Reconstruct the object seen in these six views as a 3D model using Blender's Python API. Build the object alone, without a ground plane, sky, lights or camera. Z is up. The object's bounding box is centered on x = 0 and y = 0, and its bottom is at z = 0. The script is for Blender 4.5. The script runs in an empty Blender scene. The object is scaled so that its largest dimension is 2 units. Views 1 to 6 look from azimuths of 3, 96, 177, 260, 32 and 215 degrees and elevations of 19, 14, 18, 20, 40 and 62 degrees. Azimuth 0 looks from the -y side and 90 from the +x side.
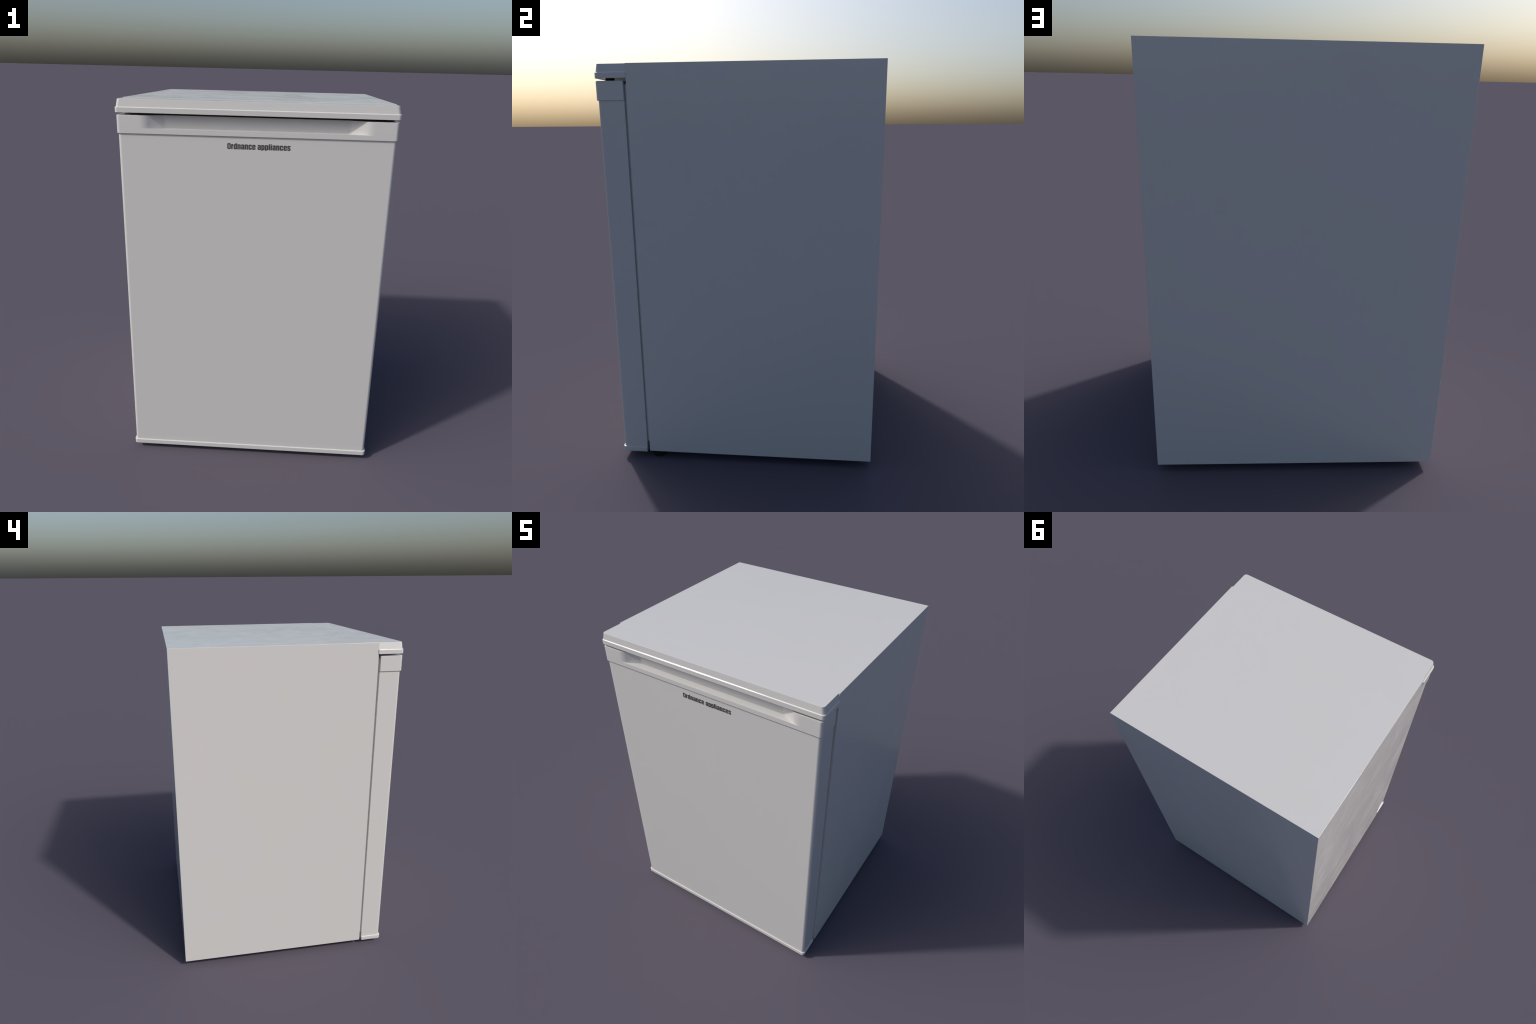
"""Under-counter refrigerator: plain white cabinet, overhanging top trim,
slab door with recessed grip strip, sill lip, front feet and small lettering."""
import bpy, bmesh, math
from mathutils import Vector

# ------------------------------------------------------------------ helpers
def link(ob, parent=None):
    bpy.context.scene.collection.objects.link(ob)
    if parent is not None:
        ob.parent = parent
    return ob


def mesh_object(name, bm, mat, parent, smooth=30):
    bmesh.ops.recalc_face_normals(bm, faces=bm.faces)
    me = bpy.data.meshes.new(name)
    bm.to_mesh(me)
    bm.free()
    me.materials.append(mat)
    for p in me.polygons:
        p.use_smooth = True
    me.set_sharp_from_angle(angle=math.radians(smooth))
    ob = link(bpy.data.objects.new(name, me), parent)
    wn = ob.modifiers.new("even_faces", 'WEIGHTED_NORMAL')   # flat faces stay flat beside rounded edges
    wn.keep_sharp = True
    wn.weight = 100
    return ob


def arc(cx, cy, r, a0, a1, n):
    return [(cx + r * math.cos(math.radians(a0 + (a1 - a0) * i / n)),
             cy + r * math.sin(math.radians(a0 + (a1 - a0) * i / n))) for i in range(n + 1)]


def front_plan(X, Y, r, yb, n=8):
    """Plan of a slab with square back corners and rounded front corners
    (counter-clockwise, seen from above)."""
    return ([(X, yb), (-X, yb)] + arc(-X + r, -Y + r, r, 180, 270, n)
            + arc(X - r, -Y + r, r, 270, 360, n))


def loft(bm, loops):
    """Skin a stack of 3D loops and cap both ends."""
    rings = [[bm.verts.new(p) for p in lp] for lp in loops]
    n = len(rings[0])
    for a, b in zip(rings, rings[1:]):
        for i in range(n):
            bm.faces.new((a[i], a[(i + 1) % n], b[(i + 1) % n], b[i]))
    bm.faces.new(list(reversed(rings[0])))
    bm.faces.new(rings[-1])
    return rings


def inset(plan, d):
    """Offset a counter-clockwise plan inwards by d."""
    out, n = [], len(plan)
    for i in range(n):
        p, q, s = (Vector(plan[(i + k) % n]) for k in (-1, 0, 1))
        n1 = (q - p).normalized()
        n2 = (s - q).normalized()
        n1, n2 = Vector((-n1.y, n1.x)), Vector((-n2.y, n2.x))
        m = n1 + n2
        m = m * (d / max(m.dot(n1), 0.2))
        out.append((q.x + m.x, q.y + m.y))
    return out


def box(name, lo, hi, mat, parent, bev=0.0, seg=2, keep_front=False):
    bm = bmesh.new()
    bmesh.ops.create_cube(bm, size=1.0)
    for v in bm.verts:
        v.co = Vector([lo[i] + (hi[i] - lo[i]) * (v.co[i] + 0.5) for i in range(3)])
    if bev:
        edges = [e for e in bm.edges
                 if not (keep_front and all(abs(v.co.y - lo[1]) < 1e-6 for v in e.verts))]
        bmesh.ops.bevel(bm, geom=edges, offset=bev, segments=seg, affect='EDGES', profile=0.5)
    return mesh_object(name, bm, mat, parent, 35)


# ---------------------------------------------------------------- materials
def principled(name, color, rough, spec=0.5):
    m = bpy.data.materials.new(name)
    m.use_nodes = True
    b = m.node_tree.nodes["Principled BSDF"]
    b.inputs["Base Color"].default_value = (*color, 1)
    b.inputs["Roughness"].default_value = rough
    b.inputs["Specular IOR Level"].default_value = spec
    return m, b


def enamel(name, color, r_lo, r_hi):
    """White enamel with a smeary, uneven gloss that shows at grazing angles."""
    m, b = principled(name, color, 0.4)
    nt = m.node_tree
    N, L = nt.nodes.new, nt.links.new
    tc = N("ShaderNodeTexCoord")
    big = N("ShaderNodeTexNoise")
    big.inputs["Scale"].default_value = 3.2
    big.inputs["Detail"].default_value = 9
    big.inputs["Roughness"].default_value = 0.62
    big.inputs["Distortion"].default_value = 0.9
    L(tc.outputs["Object"], big.inputs["Vector"])
    ramp = N("ShaderNodeMapRange")
    ramp.inputs["From Min"].default_value = 0.32
    ramp.inputs["From Max"].default_value = 0.68
    ramp.inputs["To Min"].default_value = r_lo
    ramp.inputs["To Max"].default_value = r_hi
    L(big.outputs["Fac"], ramp.inputs["Value"])
    L(ramp.outputs["Result"], b.inputs["Roughness"])
    tint = N("ShaderNodeMapRange")
    tint.inputs["From Min"].default_value = 0.3
    tint.inputs["From Max"].default_value = 0.7
    tint.inputs["To Min"].default_value = 0.0
    tint.inputs["To Max"].default_value = 1.0
    L(big.outputs["Fac"], tint.inputs["Value"])
    mix = N("ShaderNodeMix")
    mix.data_type = 'RGBA'
    mix.inputs["A"].default_value = (color[0] * 0.992, color[1] * 0.992, color[2] * 0.992, 1)
    mix.inputs["B"].default_value = (*color, 1)
    L(tint.outputs["Result"], mix.inputs["Factor"])
    L(mix.outputs["Result"], b.inputs["Base Color"])
    return m


WHITE = enamel("white_enamel", (0.560, 0.560, 0.556), 0.11, 0.25)
SEAL, _ = principled("seal_rubber", (0.85, 0.85, 0.85), 0.5)  # base colour lightened to paint in the skylight seen in the door gap
BLACK, _ = principled("black_plastic", (0.006, 0.006, 0.006), 0.5)
INK, _ = principled("dark_ink", (0.050, 0.050, 0.051), 0.5)

# --------------------------------------------------------------- dimensions
CAB_X, CAB_F, CAB_B, CAB_Z0, CAB_Z1 = 0.6795, -0.5065, 0.654, 0.0402, 2.0
FRONT = 0.654            # foremost plane: trim lip, handle strip and sill lip
DOOR_X, DOOR_Y, DOOR_B = 0.6722, 0.648, -0.5218
HAN_X, HAN_Z0, HAN_Z1, FLOOR = 0.6772, 1.8395, 1.9252, 1.863
R = 0.017

fridge = link(bpy.data.objects.new("refrigerator", None))
fridge["label"] = "plain white under-counter refrigerator with recessed door grip"
fridge["category"] = "refrigerator"

# cabinet
box("cabinet", (-CAB_X, CAB_F, CAB_Z0), (CAB_X, CAB_B, CAB_Z1), WHITE, fridge, 0.0014, 3, True)

# top trim: sloping fascia ending in a projecting lip
bm = bmesh.new()
loft(bm, [[(x, y, z) for x, y in front_plan(X, Y, r, CAB_F + 0.0004)] for z, X, Y, r in [
    (1.9363, 0.6822, 0.6532, R), (1.9370, 0.6832, FRONT, R),
    (1.9590, 0.6832, FRONT, R), (1.9599, 0.6829, 0.6538, R), (1.9609, 0.6821, 0.6529, R),
    (1.9636, 0.6791, 0.6498, R),
    (1.9979, 0.6724, 0.6467, R), (1.9989, 0.6720, 0.6463, R), (1.9994, 0.6710, 0.6453, R)]])
mesh_object("top_trim", bm, WHITE, fridge, 31)

# door slab
bm = bmesh.new()
loft(bm, [[(x, y, z) for x, y in front_plan(DOOR_X, DOOR_Y, R, DOOR_B)] for z in (0.0602, 1.8393)])
door = mesh_object("door", bm, WHITE, fridge)

# sill lip along the foot of the door
bm = bmesh.new()
loft(bm, [[(x, y, z) for x, y in front_plan(X, Y, R, DOOR_B - 0.0003)] for z, X, Y in [
    (0.0322, 0.6755, 0.6515), (0.0328, 0.6770, 0.6530), (0.0345, 0.6781, FRONT),
    (0.0566, 0.6782, FRONT), (0.0580, 0.6778, 0.6536), (0.0590, 0.6768, 0.6526), (0.0601, 0.6723, 0.6481)]])
mesh_object("door_sill", bm, WHITE, door, 45)


# handle strip with a flared grip recess open to the top
def bezier(p0, p1, p2, n):
    return [tuple((1 - t) ** 2 * p0[k] + 2 * t * (1 - t) * p1[k] + t * t * p2[k] for k in (0, 1))
            for t in (i / n for i in range(n + 1))]


lip = bezier((0.562, -FRONT), (0.5395, -FRONT), (0.522, -0.6455), 8)
right_wall = lip + bezier((0.455, -0.6129), (0.449, -0.610), (0.441, -0.610), 3)
left_wall = [(-x, y) for x, y in right_wall]
notch = left_wall + right_wall[::-1]
outer = front_plan(HAN_X, FRONT, R, DOOR_B - 0.0004)
k = 2 + 9                                    # notch sits between the two front corners
full = outer[:k] + notch + outer[k:]
bm = bmesh.new()
lo = [bm.verts.new((x, y, HAN_Z0)) for x, y in outer]
zt = HAN_Z1 - 0.0018
ring0 = [bm.verts.new((x, y, FLOOR)) for x, y in full]
ring1 = [bm.verts.new((x, y, zt)) for x, y in full]
soft = inset(full, 0.0018)                   # rounded top edge, but a crisp rim round the recess
ring2 = [bm.verts.new((*(soft[i] if i < k or i >= k + len(notch) else full[i]), HAN_Z1))
         for i in range(len(full))]
m, nn, nf = len(outer), len(notch), len(full)
for i in range(m):
    j = (i + 1) % m
    if i == k - 1:
        bm.faces.new([lo[i], lo[j], ring0[k + nn], ring0[k + nn - 1], ring0[k], ring0[k - 1]])
        continue
    a = i if i < k else i + nn
    b = j if j < k else j + nn
    bm.faces.new((lo[i], lo[j], ring0[b], ring0[a]))
bm.faces.new(list(reversed(lo)))
bm.faces.new(ring0[k:k + nn])
for ra, rb in ((ring0, ring1), (ring1, ring2)):
    for i in range(nf):
        j = (i + 1) % nf
        bm.faces.new((ra[i], ra[j], rb[j], rb[i]))
bm.faces.new(ring2)
mesh_object("handle", bm, WHITE, door, 32)

# door seal, black bar filling the dark gap above it, hinge
box("seal", (-0.655, -0.5216, 0.083), (0.655, -0.5067, 1.911), SEAL, fridge, 0.001, 1)
box("black_gap_bar", (-0.652, -0.5205, 1.9115), (0.652, -0.5072, 1.9262), BLACK, fridge)


def cylinder(name, cx, cy, z0, z1, r, mat, parent, bev=0.003, n=40):
    bm = bmesh.new()
    loops = []
    for z, rr in ((z0, r - bev), (z0 + bev, r), (z1 - 0.0005, r), (z1, r - 0.0005)):
        loops.append([(cx + x, cy + y, z) for x, y in arc(0, 0, rr, 0, 360 - 360 / n, n - 1)])
    loft(bm, loops)
    return mesh_object(name, bm, mat, parent)


cylinder("hinge", 0.632, -0.597, 1.9254, 1.9362, 0.0208, BLACK, fridge, 0.0008)
for x, y in ((0.636, -0.466), (-0.575, -0.466), (0.60, 0.50), (-0.60, 0.50)):
    cylinder("foot", x, y, 0.0, CAB_Z0 + 0.001, 0.034, BLACK, fridge, 0.006)

# ---------------------------------------------------------------- lettering
H, XH, W, S, D = 0.0285, 0.0240, 0.0172, 0.0074, 0.0030   # cap, x-height, width, stem, descender


def rr(x0, y0, x1, y1, r=(0.004, 0.004, 0.004, 0.004)):
    """Rounded rectangle, radii at lower-left, lower-right, upper-right, upper-left."""
    pts = []
    for (cx, cy), a, q in (((x0 + r[0], y0 + r[0]), 180, r[0]), ((x1 - r[1], y0 + r[1]), 270, r[1]),
                           ((x1 - r[2], y1 - r[2]), 0, r[2]), ((x0 + r[3], y1 - r[3]), 90, r[3])):
        pts += arc(cx, cy, q, a, a + 90, 4) if q > 1e-5 else [(cx, cy)]
    return pts


def hole(x0, y0, x1, y1):
    return rr(x0, y0, x1, y1, (0.0012,) * 4)


q = 0.0045
full_r = (q, q, q, q)
c = [S, W - S]


def glyph(ch):
    """(advance, outlines) of one heavy condensed letter."""
    if ch == "O":
        return 0.0183, [rr(0, 0, 0.0183, H, (0.006,) * 4), hole(0.0070, 0.0055, 0.0113, H - 0.0055)]
    if ch == "r":
        return 0.0112, [[(0, 0), (S, 0), (S, XH - 0.0085), (0.0112, XH - 0.0080), (0.0112, XH), (0, XH)]]
    if ch == "d":
        return W, [arc(q, q, q, 180, 270, 4) + [(W, 0), (W, H), (c[1] - 0.0008, H), (c[1] - 0.0008, XH)]
                   + arc(q, XH - q, q, 90, 180, 4),
                   hole(S, 0.0050, c[1], XH - 0.0050)]
    if ch == "n":
        return W, [[(0, 0), (S, 0), (S, XH - 0.0052), (c[1], XH - 0.0052), (c[1], 0), (W, 0)]
                   + arc(W - q, XH - q, q, 0, 90, 4) + [(0, XH)]]
    if ch == "a":
        return W, [arc(q, q, q, 180, 270, 4) + [(W, 0)] + arc(W - q, XH - q, q, 0, 90, 4)
                   + arc(q, XH - q, q, 90, 180, 4)
                   + [(0, 0.0166), (c[1], 0.0166), (c[1], 0.0140), (0, 0.0140)],
                   hole(S, 0.0044, c[1], 0.0098)]
    if ch == "c":
        return W, [arc(q, q, q, 180, 270, 4) + arc(W - q, q, q, 270, 360, 4)
                   + [(W, 0.0095), (c[1], 0.0095), (c[1], 0.0052), (S, 0.0052), (S, XH - 0.0052),
                      (c[1], XH - 0.0052), (c[1], 0.0145), (W, 0.0145)]
                   + arc(W - q, XH - q, q, 0, 90, 4) + arc(q, XH - q, q, 90, 180, 4)]
    if ch == "e":
        return W, [arc(q, q, q, 180, 270, 4) + arc(W - q, q, q, 270, 360, 4)
                   + [(W, 0.0082), (c[1], 0.0082), (c[1], 0.0052), (S, 0.0052), (S, 0.0110), (W, 0.0110)]
                   + arc(W - q, XH - q, q, 0, 90, 4) + arc(q, XH - q, q, 90, 180, 4),
                   hole(S, 0.0146, c[1], XH - 0.0046)]
    if ch == "p":
        return W, [[(0, -D), (S, -D), (S, 0)] + arc(W - q, q, q, 270, 360, 4)
                   + arc(W - q, XH - q, q, 0, 90, 4) + [(0, XH)],
                   hole(S, 0.0050, c[1], XH - 0.0050)]
    if ch == "l":
        return 0.0076, [rr(0, 0, 0.0076, H, (0,) * 4)]
    if ch == "i":
        return 0.0076, [rr(0, 0, 0.0076, XH - 0.0008, (0,) * 4), rr(0, XH + 0.0014, 0.0076, H, (0,) * 4)]
    if ch == "s":
        return W, [arc(q, q, q, 180, 270, 4) + arc(W - q, q, q, 270, 360, 4)
                   + arc(W - q, 0.0140 - q / 2, q / 2, 0, 90, 3)
                   + [(S, 0.0160), (S, XH - 0.0048), (c[1], XH - 0.0048), (c[1], 0.0170), (W, 0.0170)]
                   + arc(W - q, XH - q, q, 0, 90, 4) + arc(q, XH - q, q, 90, 180, 4)
                   + arc(q / 2, 0.0104 + q / 2, q / 2, 180, 270, 3)
                   + [(c[1], 0.0086), (c[1], 0.0046), (S, 0.0046), (S, 0.0074), (0, 0.0074)]]
    return 0.0068, []


shapes = {}


def letter_mesh(ch):
    if ch in shapes:
        return shapes[ch]
    adv, outlines = glyph(ch)
    cu = bpy.data.curves.new("letter", 'CURVE')
    cu.dimensions = '2D'
    cu.fill_mode = 'BOTH'
    cu.extrude = 0.0004
    for o in outlines:
        sp = cu.splines.new('POLY')
        sp.points.add(len(o) - 1)
        for pt, (x, z) in zip(sp.points, o):
            pt.co = (x, z, 0, 1)
        sp.use_cyclic_u = True
    tmp = bpy.data.objects.new("letter", cu)
    bpy.context.scene.collection.objects.link(tmp)
    dg = bpy.context.evaluated_depsgraph_get()
    me = bpy.data.meshes.new_from_object(tmp.evaluated_get(dg))
    bpy.data.objects.remove(tmp)
    bpy.data.curves.remove(cu)
    me.name = "letter"
    me.materials.clear()
    me.materials.append(INK)
    shapes[ch] = (adv, me)
    return shapes[ch]


TEXT, X0, X1, BASE = "Ordnance appliances", -0.1385, 0.1680, 1.7782
gap = 0.0018
total = sum(glyph(ch)[0] for ch in TEXT) + gap * (len(TEXT) - 1)
stretch = (X1 - X0) / total
x = X0
for ch in TEXT:
    if ch == " ":
        x += (glyph(ch)[0] + gap) * stretch
        continue
    adv, me = letter_mesh(ch)
    ob = link(bpy.data.objects.new("letter", me), door)
    ob.location = (x, -DOOR_Y, BASE)
    ob.rotation_euler = (math.radians(90), 0, 0)
    ob.scale = (stretch, 1, 1)
    x += (adv + gap) * stretch
